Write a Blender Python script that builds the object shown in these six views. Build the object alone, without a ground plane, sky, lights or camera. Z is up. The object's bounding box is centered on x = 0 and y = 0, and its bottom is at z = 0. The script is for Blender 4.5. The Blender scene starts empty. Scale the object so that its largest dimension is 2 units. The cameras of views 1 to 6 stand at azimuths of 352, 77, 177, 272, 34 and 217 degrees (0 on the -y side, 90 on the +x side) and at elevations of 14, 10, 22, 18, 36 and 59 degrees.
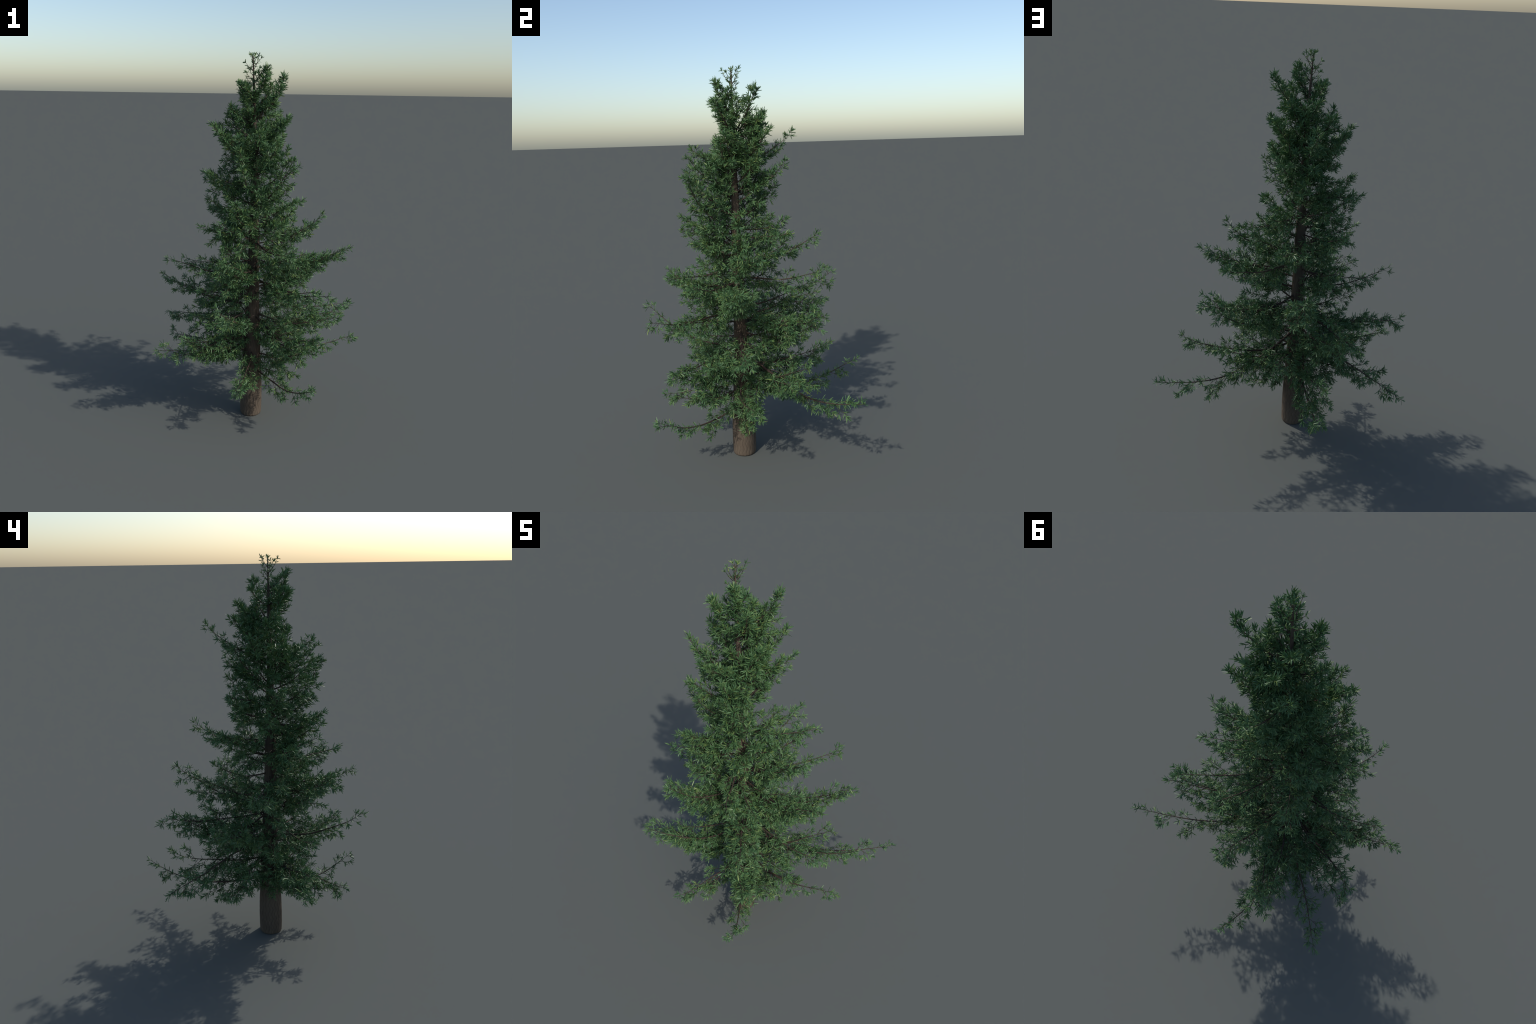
"""Spruce-like conifer: a grooved tapering trunk, a hundred curved branches that
sag low down and sweep up near the crown, side twigs and blunt needles."""
import math
import bpy
import numpy as np

# ------------------------------------------------------------------ trunk axis
# height, x, y, radius of the trunk at control heights
AXIS_Z = np.array([0.0, 0.5, 1.2, 1.6, 1.99])
AXIS_X = np.array([-0.083, -0.080, -0.0755, -0.079, -0.092])
AXIS_Y = np.array([-0.092, -0.088, -0.095, -0.094, -0.088])
RAD_Z = np.array([0.0, 0.006, 0.02, 0.06, 0.12, 0.2, 0.3, 0.4, 0.55, 0.7, 1.0, 1.3, 1.5, 1.65, 1.85, 1.972])
RAD_R = np.array([0.0575, 0.0600, 0.0612, 0.0618, 0.0615, 0.0592, 0.0545, 0.0490, 0.0420, 0.0365, 0.0285, 0.0205, 0.0140, 0.0098, 0.0050, 0.0024])
TOP = 1.972
BASE = np.array([AXIS_X[0], AXIS_Y[0], 0.0])


def smooth_interp(z, xs, ys):
    """Catmull-Rom style interpolation through control values."""
    z = np.asarray(z, float)
    m = np.gradient(ys, xs)
    i = np.clip(np.searchsorted(xs, z) - 1, 0, len(xs) - 2)
    h = xs[i + 1] - xs[i]
    t = np.clip((z - xs[i]) / h, 0, 1)
    return ((1 + 2 * t) * (1 - t) ** 2 * ys[i] + t * (1 - t) ** 2 * h * m[i]
            + t * t * (3 - 2 * t) * ys[i + 1] + t * t * (t - 1) * h * m[i + 1])


def axis(z):
    return np.stack([smooth_interp(z, AXIS_Z, AXIS_X), smooth_interp(z, AXIS_Z, AXIS_Y), np.asarray(z, float)], -1)


def trunk_radius(z):
    return np.interp(z, RAD_Z, RAD_R)


# --------------------------------------------------------------- branch layout
# Each branch: height where it leaves the trunk, azimuth (0 = -y, 90 = +x),
# length, pitch at the trunk, pitch at the tip, sideways sweep (degrees),
# and how wide its spray of twigs is for its length, and a seed for its twigs.
BRANCHES = []


def branch(height, azimuth, length, pitch, tip_pitch, sweep, spread, seed):
    BRANCHES.append((height, azimuth, length, pitch, tip_pitch, sweep, spread, seed))


branch(0.290, 83.0, 0.270, -18.0, -10.0, 0.0, 0.42, 71)
branch(0.296, 35.1, 0.556, -23.2, 34.1, -5.6, 0.20, 150)
branch(0.321, 337.9, 0.374, -11.0, 6.5, 6.6, 0.17, 865)
branch(0.321, 236.7, 0.225, -3.9, 7.4, -4.2, 0.26, 671)
branch(0.345, 90.0, 0.360, -12.0, 24.0, 1.0, 0.36, 139)
branch(0.348, 196.6, 0.680, -16.0, 34.5, -13.2, 0.20, 145)
branch(0.375, 51.9, 0.435, -4.7, 34.4, -0.4, 0.40, 266)
branch(0.384, 291.3, 0.468, 11.2, 2.0, 2.4, 0.20, 371)
branch(0.395, 241.3, 0.483, 3.5, 3.3, 5.5, 0.31, 827)
branch(0.399, 354.1, 0.434, -13.3, -6.8, -13.1, 0.35, 53)
branch(0.404, 295.0, 0.470, -6.8, 45.1, 1.8, 0.32, 187)
branch(0.415, 122.8, 0.502, 9.6, 30.2, -1.7, 0.25, 16)
branch(0.425, 72.0, 0.565, -10.2, 19.1, 13.6, 0.20, 10)
branch(0.455, 188.4, 0.529, -11.4, 27.2, 5.2, 0.43, 387)
branch(0.475, 42.7, 0.511, -9.8, 37.0, -4.9, 0.23, 658)
branch(0.476, 163.8, 0.437, 7.2, 24.0, -3.3, 0.44, 189)
branch(0.479, 291.3, 0.428, -7.0, 19.8, 8.1, 0.36, 855)
branch(0.491, 248.7, 0.363, -15.4, 30.9, 2.1, 0.45, 107)
branch(0.503, 111.4, 0.635, -12.2, 33.2, -7.4, 0.23, 890)
branch(0.517, 304.2, 0.446, -32.0, 17.2, -9.4, 0.28, 624)
branch(0.526, 297.8, 0.564, -22.0, 11.6, -9.5, 0.26, 613)
branch(0.529, 30.3, 0.436, -6.4, 14.2, 3.7, 0.37, 889)
branch(0.552, 221.8, 0.680, -2.2, -15.0, 3.4, 0.31, 716)
branch(0.554, 186.0, 0.531, 0.5, 46.5, 17.8, 0.42, 82)
branch(0.587, 340.2, 0.572, -0.5, 46.6, -7.4, 0.20, 237)
branch(0.591, 126.0, 0.836, -36.0, 24.5, -5.2, 0.20, 28)
branch(0.598, 273.2, 0.338, -15.6, 20.7, 2.5, 0.44, 581)
branch(0.607, 19.2, 0.478, -20.3, 12.3, 16.7, 0.37, 3)
branch(0.616, 55.3, 0.477, -19.4, 26.1, 9.6, 0.45, 288)
branch(0.632, 186.9, 0.535, 1.3, 23.0, 13.8, 0.38, 618)
branch(0.652, 320.4, 0.323, -17.4, 7.2, -8.3, 0.43, 312)
branch(0.655, 246.7, 0.566, -2.7, 28.1, -3.3, 0.35, 55)
branch(0.673, 129.5, 0.556, -9.7, 43.8, -2.5, 0.29, 260)
branch(0.679, 76.8, 0.509, -9.2, 6.3, 5.8, 0.42, 384)
branch(0.702, 290.8, 0.315, -6.3, 31.7, -6.8, 0.31, 152)
branch(0.709, 208.6, 0.559, -3.8, 13.7, -3.8, 0.37, 172)
branch(0.710, 235.0, 0.492, -10.8, 20.0, 11.5, 0.32, 248)
branch(0.726, 31.5, 0.440, 4.8, 21.6, 6.3, 0.40, 692)
branch(0.738, 309.7, 0.378, 9.7, 42.1, 3.8, 0.44, 516)
branch(0.747, 183.5, 0.539, 6.7, 40.8, -5.2, 0.43, 98)
branch(0.751, 127.0, 0.578, -1.9, 21.9, -3.7, 0.37, 260)
branch(0.771, 340.3, 0.419, 19.0, 36.0, -14.4, 0.42, 830)
branch(0.789, 129.1, 0.570, -22.8, 38.3, -9.1, 0.30, 592)
branch(0.799, 194.4, 0.406, -1.1, 34.7, -14.7, 0.40, 18)
branch(0.809, 262.0, 0.484, 4.8, 25.3, 8.9, 0.20, 899)
branch(0.811, 84.9, 0.520, 7.8, 33.1, -6.3, 0.35, 387)
branch(0.813, 37.6, 0.568, -11.8, 18.5, -4.0, 0.29, 528)
branch(0.826, 313.0, 0.394, 7.8, 25.7, 12.4, 0.41, 838)
branch(0.857, 284.9, 0.311, 5.0, 28.7, -3.5, 0.40, 712)
branch(0.869, 67.7, 0.521, 3.4, 22.2, 12.9, 0.33, 482)
branch(0.873, 353.5, 0.414, -4.8, 40.1, -20.4, 0.37, 380)
branch(0.906, 314.0, 0.284, 6.8, 51.6, 1.4, 0.43, 341)
branch(0.913, 267.1, 0.388, -14.6, 15.5, -9.1, 0.38, 359)
branch(0.924, 216.7, 0.357, -5.9, 41.9, -1.4, 0.29, 20)
branch(0.926, 377.8, 0.335, -5.1, 26.3, 9.1, 0.42, 150)
branch(0.929, 70.4, 0.484, -13.3, 21.0, 9.3, 0.40, 605)
branch(0.933, 37.4, 0.410, -8.4, 23.5, 8.7, 0.37, 81)
branch(0.960, 101.5, 0.433, 11.0, 47.3, -14.7, 0.33, 479)
branch(0.965, 131.6, 0.493, -5.5, 21.9, 0.9, 0.21, 728)
branch(0.990, 290.0, 0.282, 10.0, 40.3, 8.7, 0.35, 385)
branch(1.003, 81.1, 0.326, 1.1, 38.4, 1.0, 0.41, 62)
branch(1.011, 171.2, 0.444, 9.9, 31.7, -4.5, 0.37, 347)
branch(1.014, 227.0, 0.344, 13.1, 47.5, -5.3, 0.37, 875)
branch(1.019, 310.2, 0.345, 17.3, 33.9, 10.3, 0.44, 29)
branch(1.023, 15.5, 0.419, -16.6, 15.1, 11.4, 0.30, 793)
branch(1.027, 123.6, 0.347, 5.5, 45.3, 7.1, 0.31, 751)
branch(1.051, 294.3, 0.328, 2.1, 25.0, -4.1, 0.45, 157)
branch(1.055, 344.6, 0.312, 16.0, 48.4, -16.3, 0.43, 252)
branch(1.074, 27.8, 0.278, -0.3, 37.5, 3.5, 0.39, 93)
branch(1.087, 74.3, 0.238, 5.3, 46.4, 11.5, 0.45, 817)
branch(1.109, 219.8, 0.367, -3.4, 33.3, -8.0, 0.30, 145)
branch(1.110, 318.4, 0.334, 16.0, 40.9, 15.1, 0.41, 683)
branch(1.129, 276.4, 0.284, 12.4, 40.7, -8.3, 0.40, 635)
branch(1.135, 55.4, 0.255, 11.5, 42.4, 0.6, 0.44, 245)
branch(1.165, 123.3, 0.363, -0.5, 14.6, -0.6, 0.36, 876)
branch(1.179, 341.3, 0.290, -3.2, 36.7, -8.8, 0.30, 389)
branch(1.185, 86.3, 0.213, 14.2, 50.4, -1.4, 0.45, 66)
branch(1.192, 359.4, 0.245, 13.8, 52.2, 3.8, 0.45, 890)
branch(1.196, 210.6, 0.327, 14.5, 41.0, 16.9, 0.33, 218)
branch(1.200, 19.8, 0.420, 18.6, 69.8, 12.5, 0.26, 542)
branch(1.208, 142.0, 0.288, -11.2, 34.0, -0.8, 0.40, 107)
branch(1.218, 270.6, 0.324, 10.6, 60.9, 12.9, 0.36, 203)
branch(1.255, 179.5, 0.274, 14.7, 68.2, 0.3, 0.44, 130)
branch(1.270, 233.2, 0.337, 19.0, 14.7, 0.4, 0.44, 387)
branch(1.270, 339.8, 0.273, 10.2, 64.9, -5.1, 0.29, 318)
branch(1.285, 30.0, 0.344, 19.0, 48.8, 0.4, 0.43, 121)
branch(1.299, 264.4, 0.263, 6.7, 34.2, 19.6, 0.45, 192)
branch(1.328, 160.8, 0.342, 28.2, 47.6, -13.6, 0.37, 503)
branch(1.349, 328.4, 0.294, 17.1, 58.0, 4.3, 0.32, 366)
branch(1.363, 222.7, 0.311, 27.1, 63.4, -1.7, 0.45, 85)
branch(1.364, 188.4, 0.250, 14.0, 53.7, -0.2, 0.45, 478)
branch(1.364, 46.0, 0.264, 20.4, 53.9, -2.5, 0.30, 240)
branch(1.372, 20.9, 0.315, 22.1, 54.5, -0.8, 0.36, 817)
branch(1.376, 145.4, 0.298, 34.0, 92.3, -6.6, 0.41, 62)
branch(1.390, 285.5, 0.292, 27.2, 67.7, 5.6, 0.39, 673)
branch(1.425, 116.7, 0.249, 22.3, 55.6, 3.2, 0.27, 270)
branch(1.439, 309.6, 0.228, 19.2, 56.9, 17.1, 0.38, 681)
branch(1.459, 287.6, 0.294, 20.9, 52.0, -1.0, 0.36, 254)
branch(1.460, 8.6, 0.252, 26.3, 44.4, -11.6, 0.44, 244)
branch(1.462, 52.6, 0.242, 24.1, 73.2, 5.3, 0.45, 611)
branch(1.467, 247.6, 0.261, 19.6, 55.4, -4.7, 0.34, 799)
branch(1.500, 75.9, 0.248, 27.0, 60.1, -9.1, 0.43, 237)
branch(1.501, 192.2, 0.354, 12.2, 48.6, -6.8, 0.25, 46)
branch(1.512, 130.0, 0.286, 22.2, 58.6, 5.8, 0.34, 475)
branch(1.539, 169.3, 0.263, 33.0, 80.3, 1.9, 0.44, 201)
branch(1.542, 261.9, 0.201, 33.9, 62.1, 3.9, 0.45, 236)
branch(1.550, 18.6, 0.131, 29.5, 64.2, -5.5, 0.36, 468)
branch(1.566, 83.0, 0.204, 4.9, 57.0, 1.8, 0.40, 164)
branch(1.567, 211.3, 0.246, 19.5, 51.4, 1.8, 0.45, 274)
branch(1.634, 143.7, 0.210, 21.5, 54.0, 5.4, 0.45, 811)
branch(1.634, 306.1, 0.192, 48.0, 74.2, -4.7, 0.14, 235)
branch(1.638, 263.7, 0.154, 19.0, 44.6, 19.7, 0.37, 899)
branch(1.661, 62.6, 0.233, 30.6, 62.0, -12.0, 0.29, 63)
branch(1.672, 180.7, 0.193, 14.1, 52.9, 12.8, 0.34, 77)
branch(1.676, 121.8, 0.278, 30.7, 64.4, -6.3, 0.36, 880)
branch(1.714, 81.4, 0.145, 31.4, 77.4, 9.7, 0.30, 373)
branch(1.728, 328.0, 0.143, 41.6, 37.6, 2.7, 0.41, 68)
branch(1.755, 216.6, 0.133, 17.6, 62.1, -1.7, 0.40, 720)
branch(1.757, 34.1, 0.189, 35.2, 81.8, -1.6, 0.26, 144)
branch(1.759, 297.6, 0.133, 27.3, 34.4, 17.2, 0.37, 744)
branch(1.800, 57.4, 0.114, 23.2, 63.8, 10.9, 0.34, 605)
branch(1.836, 7.3, 0.115, 25.2, 56.6, 21.8, 0.12, 572)
branch(1.890, 180.8, 0.060, 46.4, 82.1, 0.4, 0.22, 566)
branch(1.899, 235.3, 0.023, 39.3, 62.1, 5.3, 0.29, 217)
branch(1.921, 65.4, 0.062, 35.3, 56.8, 10.6, 0.17, 307)
# short shoots around the leader
branch(1.900, 135.0, 0.090, 48.0, 74.0, 0.0, 0.30, 1)
branch(1.905, 350.0, 0.085, 45.0, 68.0, 0.0, 0.30, 2)
branch(1.895, 285.0, 0.065, 38.0, 52.0, 0.0, 0.30, 3)
branch(1.850, 280.0, 0.060, 35.0, 55.0, 0.0, 0.30, 4)
branch(1.925, 20.0, 0.050, 45.0, 60.0, 0.0, 0.30, 5)
branch(1.930, 190.0, 0.050, 50.0, 68.0, 0.0, 0.30, 6)
branch(1.955, 110.0, 0.026, 55.0, 75.0, 0.0, 0.30, 7)
branch(1.955, 285.0, 0.024, 55.0, 75.0, 0.0, 0.30, 8)
branch(1.875, 60.0, 0.055, 38.0, 58.0, 0.0, 0.30, 9)
branch(1.870, 215.0, 0.055, 38.0, 58.0, 0.0, 0.30, 10)
branch(1.835, 100.0, 0.060, 35.0, 60.0, 0.0, 0.30, 11)
branch(1.820, 235.0, 0.060, 35.0, 60.0, 0.0, 0.30, 12)

SPACING = 0.0060      # between needles along a twig
CLUMP = 0.034         # length of a clump of needles and the gap after it
TWIG_STEP = 0.0145    # between twigs along a branch
WIDTH = 0.0036        # of a needle
NEEDLE_LENGTH = 0.0275
FULLNESS = 0.72       # how far side twigs fill the spray


# -------------------------------------------------------------------- helpers
def unit(v):
    return v / np.maximum(np.linalg.norm(v, axis=-1, keepdims=True), 1e-9)


def frame(d):
    """Two unit vectors across each direction d."""
    ref = np.where(np.abs(d[..., 2:3]) < 0.9, np.array([0.0, 0, 1]), np.array([1.0, 0, 0]))
    a = unit(np.cross(d, ref))
    return a, np.cross(a, d)


# ------------------------------------------------------------- branch growth
UP = np.array([0.0, 0, 1])


def branch_path(rng, height, azimuth, length, pitch, tip_pitch, sweep, n=26):
    t = np.linspace(0, 1, n)
    th = np.radians(pitch + (tip_pitch - pitch) * t)
    ds = length / (n - 1)
    r = np.concatenate([[0], np.cumsum(np.cos(th[:-1]) * ds)])
    z = height + np.concatenate([[0], np.cumsum(np.sin(th[:-1]) * ds)])
    az = np.radians(azimuth + sweep * t)
    c = axis(height)
    p = np.stack([c[0] + np.sin(az) * r, c[1] - np.cos(az) * r, z], -1)
    # small irregular kinks
    ph = rng.uniform(0, 6.28, 3)
    wob = np.stack([np.sin(9 * t + ph[0]), np.sin(8 * t + ph[1]), np.sin(10 * t + ph[2])], -1)
    return p + wob * (0.020 * length * t * (1.2 - t))[:, None]


def at(path, t):
    f = np.clip(t, 0, 1) * (len(path) - 1)
    i = min(int(f), len(path) - 2)
    q = f - i
    return path[i] * (1 - q) + path[i + 1] * q, unit(path[i + 1] - path[i])


def twig_path(rng, p, d, length, pull, n):
    """Curved twig: starts along d, is bent towards `pull`, with a little waviness."""
    pts = [p]
    step = length / (n - 1)
    jit = rng.normal(0, 0.10, (n, 3))
    for j in range(n - 1):
        d = unit(d + (pull + jit[j]) * (1.6 / (n - 1)))
        p = p + d * step
        pts.append(p)
    return np.array(pts)


class Foliage:
    def __init__(self, rng):
        self.rng = rng
        self.p, self.d, self.l = [], [], []

    def along(self, path, start, spacing, scale, tuft):
        """Needles in a loose spiral along a twig, closing in a tuft at its tip."""
        rng = self.rng
        seg = np.linalg.norm(np.diff(path, axis=0), axis=1)
        L = seg.sum()
        cum = np.concatenate([[0], np.cumsum(seg)])
        s = np.arange(start * L, L, spacing) + rng.uniform(0, spacing)
        s = s[s < L]
        s = s[np.sin(s * (2 * np.pi / CLUMP) + rng.uniform(0, 6.28)) > -0.55]     # bare gaps between clumps
        s = (s + rng.normal(0, spacing * 0.5, len(s))).clip(0, L)
        s = np.concatenate([s, L - rng.uniform(0, 0.009, tuft).clip(0, L)])
        i = np.clip(np.searchsorted(cum, s) - 1, 0, len(seg) - 1)
        q = ((s - cum[i]) / np.maximum(seg[i], 1e-9))[:, None]
        p = path[i] * (1 - q) + path[i + 1] * q
        d = unit(path[i + 1] - path[i])
        a, b = frame(d)
        n = len(s)
        turn = np.arange(n) * 2.4 + rng.uniform(0, 6.28) + rng.normal(0, 0.5, n)
        open_ = np.radians(rng.normal(52, 13, n))
        open_[n - tuft:] = np.radians(rng.uniform(8, 70, tuft))
        nd = unit(d * np.cos(open_)[:, None] + (a * np.cos(turn)[:, None] + b * np.sin(turn)[:, None]) * np.sin(open_)[:, None])
        self.p.append(p)
        self.d.append(nd)
        self.l.append(rng.uniform(0.72, 1.15, n) * scale)



def grow(height, azimuth, length, pitch, tip_pitch, sweep, spread, seed):
    """Stem, twigs and needles of one branch."""
    rng = np.random.default_rng(seed)
    path = branch_path(rng, height, azimuth, length, pitch, tip_pitch, sweep)
    leaf = Foliage(rng)
    young = np.clip((height - 0.9) / 0.8, 0, 1)        # 0 low down, 1 near the crown
    shoot = length < 0.1                                # small shoots round the leader
    size = (NEEDLE_LENGTH - 0.004 * np.clip((height - 1.7) / 0.25, 0, 1)) * (0.78 if shoot else 1.0)
    gap = SPACING * (1.15 - 0.25 * young)
    leaf.along(path, 0.12 if shoot else 0.52 - 0.28 * young, 0.0065 if shoot else 0.0075, size, 6)
    side = 1 if rng.random() < 0.5 else -1
    lump_p = rng.uniform(0, 6.28, 2)
    tt = 0.99 if shoot else 0.10 - 0.06 * young + rng.uniform(0, 0.03)
    step = TWIG_STEP * (1 - 0.42 * young)
    wisp = 0.015 * (1 - young) if length > 0.3 else 0.0     # long low boughs fan out at the tip
    twigs = []
    while tt < 0.985:
        p, d = at(path, tt)
        across = unit(np.cross(d, UP))
        upv = np.cross(across, d)
        lump = 1.0 + 0.38 * math.sin(tt * length * 38 + lump_p[0]) + 0.12 * math.sin(tt * 17 + lump_p[1])
        reach = (FULLNESS * spread * length * (1 - tt) + 0.010 + wisp * np.clip((tt - 0.45) / 0.2, 0, 1)) * min(1.0, (tt + 0.10 + 0.1 * young) / 0.30) * lump
        phi = np.radians(rng.normal(54, 9))
        rho = np.radians(rng.normal(-16 + 20 * young, 48))
        l = float(np.clip(reach / np.sin(phi) * rng.uniform(0.4, 1.1), 0.016, 0.22))
        td = unit(d * np.cos(phi) + np.sin(phi) * (side * np.cos(rho) * across + np.sin(rho) * upv))
        pull = 0.35 * d + UP * (-0.28 + 0.55 * young) * rng.uniform(0.2, 1.3)
        tp = twig_path(rng, p, td, l, pull, 7)
        twigs.append((l, tp))
        leaf.along(tp, 0.05 if l < 0.05 else rng.uniform(0.08, 0.4), gap, size, 8)
        if l > 0.04 and not shoot:
            s = 0.25 + rng.uniform(0, 0.1)
            ss = side
            while s < 0.92:
                p2, d2 = at(tp, s)
                ac2, b2 = frame(d2)
                ph2 = np.radians(rng.normal(50, 10))
                ro2 = np.radians(rng.normal(-5, 40))
                l2 = float(np.clip(l * (1 - s) * 0.6 * rng.uniform(0.6, 1.2), 0.014, 0.07))
                d3 = unit(d2 * np.cos(ph2) + np.sin(ph2) * (ss * np.cos(ro2) * ac2 + np.sin(ro2) * b2))
                sp = twig_path(rng, p2, d3, l2, 0.4 * d2 + UP * (-0.2 + 0.5 * young), 5)
                twigs.append((l2, sp))
                leaf.along(sp, 0.05, gap, size, 6)
                ss = -ss
                s += 0.020 / l * rng.uniform(0.8, 1.4)
        side = -side
        tt += step / length * rng.uniform(0.75, 1.35) * (1.0 + (0.7 if wisp and tt > 0.55 else 0.0))
    return path, twigs, np.concatenate(leaf.p), np.concatenate(leaf.d), np.concatenate(leaf.l), rng




def make_mesh(name, verts, faces, material, smooth=True):
    """faces: list of integer arrays (k, n) of n-gons."""
    me = bpy.data.meshes.new(name)
    loops = np.concatenate([f.reshape(-1) for f in faces])
    sizes = np.concatenate([np.full(len(f), f.shape[1]) for f in faces])
    me.vertices.add(len(verts))
    me.vertices.foreach_set("co", np.ascontiguousarray(verts, dtype=np.float32).reshape(-1))
    me.loops.add(len(loops))
    me.loops.foreach_set("vertex_index", loops.astype(np.int32))
    me.polygons.add(len(sizes))
    me.polygons.foreach_set("loop_start", np.concatenate([[0], np.cumsum(sizes)[:-1]]).astype(np.int32))
    me.polygons.foreach_set("loop_total", sizes.astype(np.int32))
    me.polygons.foreach_set("use_smooth", np.full(len(sizes), smooth))
    me.update(calc_edges=True)
    me.materials.append(material)
    return me


def tube(path, radii, sides):
    """Verts and faces of one tube along a path, closed by a point at its tip."""
    n = len(path)
    d = unit(np.gradient(path, axis=0))
    a, b = frame(d)
    ang = np.arange(sides) * 2 * np.pi / sides
    v = path[:, None] + radii[:, None, None] * (np.cos(ang)[None, :, None] * a[:, None] + np.sin(ang)[None, :, None] * b[:, None])
    v = v.reshape(-1, 3)
    i = np.arange(n - 1)[:, None] * sides
    k = np.arange(sides)[None]
    k2 = (k + 1) % sides
    q = np.stack([i + k, i + k2, i + sides + k2, i + sides + k], -1).reshape(-1, 4)
    tip = path[-1] + d[-1] * radii[-1]
    v = np.concatenate([v, tip[None]])
    t = np.stack([(n - 1) * sides + k[0], (n - 1) * sides + k2[0], np.full(sides, n * sides)], -1)
    return v, q, t


def join_tubes(parts):
    vs, qs, ts, o = [], [], [], 0
    for v, q, t in parts:
        vs.append(v); qs.append(q + o); ts.append(t + o); o += len(v)
    return np.concatenate(vs), [np.concatenate(qs), np.concatenate(ts)]


# A needle: slim flat blade with a keel below and blunt ends.
RING_T = np.array([0.0, 0.2, 0.75, 1.0])
RING_W = np.array([0.40, 0.95, 1.0, 0.36])


def needles_mesh(name, pos, direc, roll, length, width, bend, material):
    n = len(pos)
    a, b = frame(direc)
    c, s = np.cos(roll)[:, None], np.sin(roll)[:, None]
    a, b = a * c + b * s, b * c - a * s
    v = np.empty((n, 4, 3, 3))
    for k in range(4):
        p = pos + direc * (length * RING_T[k])[:, None] + b * (bend * length * RING_T[k] ** 2)[:, None]
        w = (width * 0.5 * RING_W[k])[:, None]
        v[:, k, 0] = p + a * w
        v[:, k, 1] = p - a * w
        v[:, k, 2] = p - b * w * 0.5
    f = []
    for k in range(3):
        for j in range(3):
            f.append([k * 3 + j, k * 3 + 3 + j, k * 3 + 3 + (j + 1) % 3, k * 3 + (j + 1) % 3])
    base = np.arange(n)[:, None, None] * 12
    quads = (base + np.array(f)[None]).reshape(-1, 4)
    ends = (base + np.array([[0, 1, 2], [11, 10, 9]])[None]).reshape(-1, 3)
    return make_mesh(name, v.reshape(-1, 3), [quads, ends], material, smooth=False)


# ------------------------------------------------------------------ materials
def new_material(name):
    m = bpy.data.materials.new(name)
    m.use_nodes = True
    nt = m.node_tree
    nt.nodes.clear()
    return m, nt


class Nodes:
    def __init__(self, nt):
        self.nt = nt

    def add(self, kind, **props):
        n = self.nt.nodes.new(kind)
        for k, v in props.items():
            setattr(n, k, v)
        return n

    def link(self, a, b):
        self.nt.links.new(a, b)

    def math(self, op, a, b=None, c=None):
        n = self.add("ShaderNodeMath", operation=op)
        for i, x in enumerate((a, b, c)):
            if x is None:
                continue
            if hasattr(x, "default_value"):
                self.link(x, n.inputs[i])
            else:
                n.inputs[i].default_value = x
        return n.outputs[0]

    def mix(self, fac, a, b):
        n = self.add("ShaderNodeMix", data_type="RGBA")
        for i, x in ((0, fac), (6, a), (7, b)):
            if hasattr(x, "default_value"):
                self.link(x, n.inputs[i])
            else:
                n.inputs[i].default_value = x
        return n.outputs[2]

    def noise(self, vec, scale, detail=3.0, rough=0.5):
        n = self.add("ShaderNodeTexNoise")
        n.inputs["Scale"].default_value = scale
        n.inputs["Detail"].default_value = detail
        n.inputs["Roughness"].default_value = rough
        if vec is not None:
            self.link(vec, n.inputs["Vector"])
        return n.outputs["Fac"]

    def ramp(self, fac, stops, interp="LINEAR"):
        n = self.add("ShaderNodeValToRGB")
        n.color_ramp.interpolation = interp
        e = n.color_ramp.elements
        while len(e) < len(stops):
            e.new(0.5)
        for el, (p, c) in zip(e, stops):
            el.position = p
            el.color = (*c, 1)
        self.link(fac, n.inputs[0])
        return n.outputs[0]

    def smoothstep(self, x, lo, hi):
        n = self.add("ShaderNodeMapRange", interpolation_type="SMOOTHSTEP")
        self.link(x, n.inputs[0])
        n.inputs[1].default_value, n.inputs[2].default_value = lo, hi
        return n.outputs[0]


GROOVES = 21          # wavy furrows around the trunk
WAVE = 0.055          # height of one wiggle
WIGGLE = 0.26         # sideways swing, in furrow widths


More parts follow.
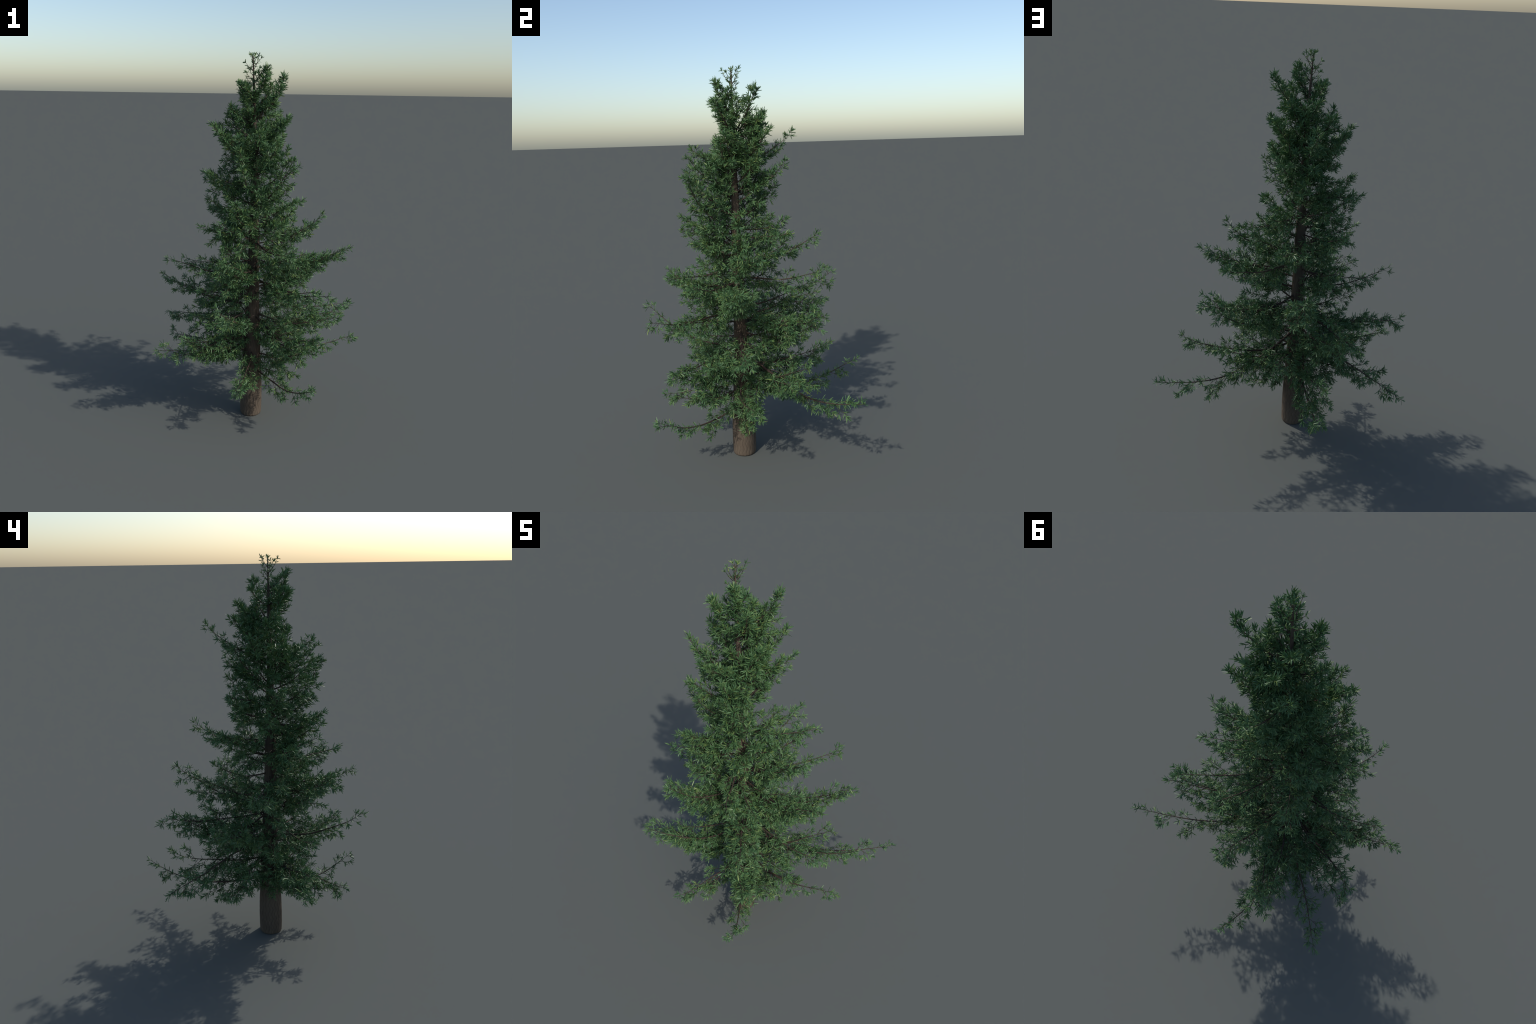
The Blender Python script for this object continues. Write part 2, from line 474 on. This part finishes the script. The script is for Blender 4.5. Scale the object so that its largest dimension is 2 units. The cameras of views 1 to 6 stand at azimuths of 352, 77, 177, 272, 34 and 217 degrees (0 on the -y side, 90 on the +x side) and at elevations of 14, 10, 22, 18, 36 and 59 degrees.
def bark_material():
    m, nt = new_material("grooved_bark")
    N = Nodes(nt)
    tc = N.add("ShaderNodeTexCoord")
    sep = N.add("ShaderNodeSeparateXYZ")
    N.link(tc.outputs["Object"], sep.inputs[0])
    x, y, z = sep.outputs
    ang = N.math("ARCTAN2", y, x)
    u = N.math("MULTIPLY", ang, GROOVES / (2 * math.pi))
    swing = N.math("MULTIPLY", N.math("SINE", N.math("MULTIPLY", z, 2 * math.pi / WAVE)), WIGGLE)
    f = N.math("FRACT", N.math("ADD", u, swing))
    dist = N.math("ABSOLUTE", N.math("SUBTRACT", f, 0.5))          # 0.5 at the furrow
    crack = N.smoothstep(dist, 0.42, 0.495)
    flank = N.smoothstep(f, 0.0, 1.0)
    mp = N.add("ShaderNodeMapping")
    mp.inputs["Scale"].default_value = (1, 1, 0.14)
    N.link(tc.outputs["Object"], mp.inputs["Vector"])
    streak = N.noise(mp.outputs[0], 150, 4, 0.6)
    broad = N.noise(tc.outputs["Object"], 11, 3)
    base = N.ramp(broad, [(0.3, BARK_DARK), (0.7, BARK_LIGHT)])
    base = N.mix(N.math("MULTIPLY", N.smoothstep(streak, 0.45, 0.65), 0.6), base, (*BARK_STREAK, 1))
    base = N.mix(N.math("MULTIPLY", flank, 0.16), base, (*BARK_DARK, 1))  # soft shading on one side of each furrow, darkened into the colour
    fade = N.math("SUBTRACT", 1.0, N.smoothstep(z, 0.7, 1.4))
    col = N.mix(N.math("MULTIPLY", N.math("MULTIPLY", crack, 0.7), fade), base, (*BARK_CRACK, 1))
    patch = N.noise(mp.outputs[0], 45, 3, 0.6)
    col = N.mix(N.math("MULTIPLY", N.smoothstep(patch, 0.50, 0.62), N.math("MULTIPLY", N.smoothstep(z, 0.18, 0.5), 0.6)), col, (*BARK_CRACK, 1))
    # young wood higher up is redder
    col = N.mix(N.math("MULTIPLY", N.smoothstep(z, 0.6, 1.8), 0.45), col, (*TWIG_BROWN, 1))
    p = N.add("ShaderNodeBsdfPrincipled")
    p.inputs["Roughness"].default_value = 0.85
    p.inputs["Specular IOR Level"].default_value = 0.2
    N.link(col, p.inputs["Base Color"])
    bump = N.add("ShaderNodeBump")
    bump.inputs["Strength"].default_value = 0.6
    bump.inputs["Distance"].default_value = 0.002
    N.link(streak, bump.inputs["Height"])
    N.link(bump.outputs[0], p.inputs["Normal"])
    out = N.add("ShaderNodeOutputMaterial")
    N.link(p.outputs[0], out.inputs[0])
    return m


def twig_material():
    m, nt = new_material("reddish_twig_bark")
    N = Nodes(nt)
    tc = N.add("ShaderNodeTexCoord")
    n = N.noise(tc.outputs["Object"], 90, 3)
    col = N.ramp(n, [(0.3, tuple(c * 0.7 for c in TWIG_BROWN)), (0.7, tuple(c * 1.25 for c in TWIG_BROWN))])
    p = N.add("ShaderNodeBsdfPrincipled")
    p.inputs["Roughness"].default_value = 0.75
    p.inputs["Specular IOR Level"].default_value = 0.25
    N.link(col, p.inputs["Base Color"])
    out = N.add("ShaderNodeOutputMaterial")
    N.link(p.outputs[0], out.inputs[0])
    return m


def needle_material():
    m, nt = new_material("conifer_needle")
    N = Nodes(nt)
    geo = N.add("ShaderNodeNewGeometry")
    tc = N.add("ShaderNodeTexCoord")
    r = geo.outputs["Random Per Island"]
    col = N.ramp(r, NEEDLE_RAMP)
    tint = N.noise(tc.outputs["Object"], 14, 2)
    col = N.mix(N.math("MULTIPLY", N.smoothstep(tint, 0.35, 0.7), 0.35), col, (*NEEDLE_BLUE, 1))
    tuft = N.noise(tc.outputs["Object"], 32, 2)
    col = N.mix(N.math("MULTIPLY", N.smoothstep(tuft, 0.52, 0.66), 0.6), col, (*NEEDLE_LIGHT, 1))
    col = N.mix(N.math("MULTIPLY", N.smoothstep(tuft, 0.50, 0.36), 0.65), col, (*NEEDLE_DEEP, 1))
    p = N.add("ShaderNodeBsdfPrincipled")
    p.inputs["Roughness"].default_value = 0.5
    p.inputs["Specular IOR Level"].default_value = 0.5
    N.link(col, p.inputs["Base Color"])
    t = N.add("ShaderNodeBsdfTranslucent")
    N.link(N.mix(0.5, col, (*NEEDLE_GLOW, 1)), t.inputs["Color"])
    mx = N.add("ShaderNodeMixShader")
    mx.inputs[0].default_value = 0.3
    N.link(p.outputs[0], mx.inputs[1])
    N.link(t.outputs[0], mx.inputs[2])
    out = N.add("ShaderNodeOutputMaterial")
    N.link(mx.outputs[0], out.inputs[0])
    return m


BARK_DARK = (0.066, 0.051, 0.038)
BARK_LIGHT = (0.100, 0.078, 0.057)
BARK_STREAK = (0.120, 0.095, 0.070)
BARK_CRACK = (0.030, 0.022, 0.018)
TWIG_BROWN = (0.052, 0.036, 0.028)
NEEDLE_RAMP = [(0.0, (0.072, 0.160, 0.058)), (0.5, (0.100, 0.200, 0.074)), (0.86, (0.122, 0.226, 0.083)), (0.92, (0.195, 0.275, 0.074)), (1.0, (0.235, 0.308, 0.084))]  # last two stops: sun glint and backlight painted onto some needles as yellow-green
NEEDLE_BLUE = (0.062, 0.164, 0.082)
NEEDLE_LIGHT = (0.138, 0.236, 0.080)
NEEDLE_DEEP = (0.054, 0.135, 0.058)
NEEDLE_GLOW = (0.16, 0.26, 0.06)

BARK = bark_material()
TWIG = twig_material()
NEEDLE = needle_material()


# --------------------------------------------------------------------- objects
scene = bpy.context.scene.collection
tree = bpy.data.objects.new("conifer_tree", None)
tree.empty_display_size = 0.2
tree.location = BASE
tree["label"] = "slender young spruce with upswept branches and dense dark green needles"
tree["category"] = "conifer tree"
scene.objects.link(tree)


def part(name, me, parent, origin, kind=None):
    """Object whose mesh is given in world space; its origin is put at `origin`."""
    co = np.empty(len(me.vertices) * 3, np.float32)
    me.vertices.foreach_get("co", co)
    co = (co.reshape(-1, 3) - np.asarray(origin, np.float32)).astype(np.float32)
    me.vertices.foreach_set("co", co.reshape(-1))
    me.update()
    o = bpy.data.objects.new(name, me)
    o.parent = parent
    o.location = np.asarray(origin) - np.asarray(WORLD_OF[parent.name])
    WORLD_OF[o.name] = np.asarray(origin, float)
    if kind:
        o["kind"] = kind
    scene.objects.link(o)
    return o


WORLD_OF = {tree.name: BASE}

# ----- trunk: fine grid with real furrows
SEG = 184
zs = np.concatenate([np.array([0.0, 0.003, 0.006, 0.01, 0.015]), np.arange(0.02, 0.9, 0.004), np.arange(0.9, TOP, 0.012), [TOP]])
ang = np.arange(SEG) * 2 * np.pi / SEG
A, Z = np.meshgrid(ang, zs)
R = trunk_radius(Z)
f = (A * GROOVES / (2 * np.pi) + WIGGLE * np.sin(2 * np.pi * Z / WAVE)) % 1.0
d = np.minimum(f, 1 - f)
depth = 0.0012 * np.exp(-(d / 0.075) ** 2) + 0.0007 * f
lump = 0.035 * np.sin(3 * A + 5.1 * Z + 0.7) * np.sin(7.3 * Z + 1.1) + 0.015 * np.sin(5 * A - 11 * Z)
fadez = np.clip(1.25 - Z / 1.3, 0.0, 1)
R = R * (1 + lump * np.clip(Z * 6, 0.2, 1)) - depth * fadez * np.clip(R / 0.06, 0, 1)
C = axis(zs)
V = np.stack([C[:, None, 0] + R * np.cos(A), C[:, None, 1] + R * np.sin(A), Z], -1).reshape(-1, 3)
i = np.arange(len(zs) - 1)[:, None] * SEG
k = np.arange(SEG)[None]
Q = np.stack([i + k, i + (k + 1) % SEG, i + SEG + (k + 1) % SEG, i + SEG + k], -1).reshape(-1, 4)
caps = [np.arange(SEG)[None, ::-1], (len(zs) - 1) * SEG + np.arange(SEG)[None]]
part("trunk", make_mesh("trunk", V, [Q] + caps, BARK), tree, BASE)


# ------------------------------------------------------------------- branches
all_twigs = []
n_needles = 0
for spec in BRANCHES:
    height, length = spec[0], spec[2]
    path, twigs, P, Dn, Ln, rng = grow(*spec)
    r0 = np.clip(0.0074 * length ** 0.7, 0.0012, 0.45 * trunk_radius(height))
    t = np.linspace(0, 1, len(path))
    v, q, tr = tube(path, r0 * (1 - t) ** 0.8 + 0.0005, 8)
    origin = path[0]
    b = part("branch", make_mesh("branch", v, [q, tr], TWIG), tree, origin)
    all_twigs += [(l, tp, b) for l, tp in twigs]
    n = len(P)
    n_needles += n
    me = needles_mesh("needles", P, Dn, rng.uniform(0, 6.28, n), Ln, WIDTH * rng.uniform(0.8, 1.2, n), rng.normal(0.0, 0.07, n), NEEDLE)
    part("needles", me, b, origin, "stuff")

# ----- twigs: the longest are objects of their own, the rest joined per branch
all_twigs.sort(key=lambda w: -w[0])
rest = {}
for i, (l, tp, b) in enumerate(all_twigs):
    t = np.linspace(0, 1, len(tp))
    geo = tube(tp, 0.0003 + (0.0006 + 0.004 * l) * (1 - t * 0.85), 5)
    if i < 280:
        part("twig", make_mesh("twig", geo[0], [geo[1], geo[2]], TWIG), b, tp[0])
    else:
        rest.setdefault(b.name, []).append(geo)
for name, parts in rest.items():
    v, fs = join_tubes(parts)
    part("twiglets", make_mesh("twiglets", v, fs, TWIG), bpy.data.objects[name], WORLD_OF[name], "stuff")
print("needles", n_needles, "twigs", len(all_twigs))
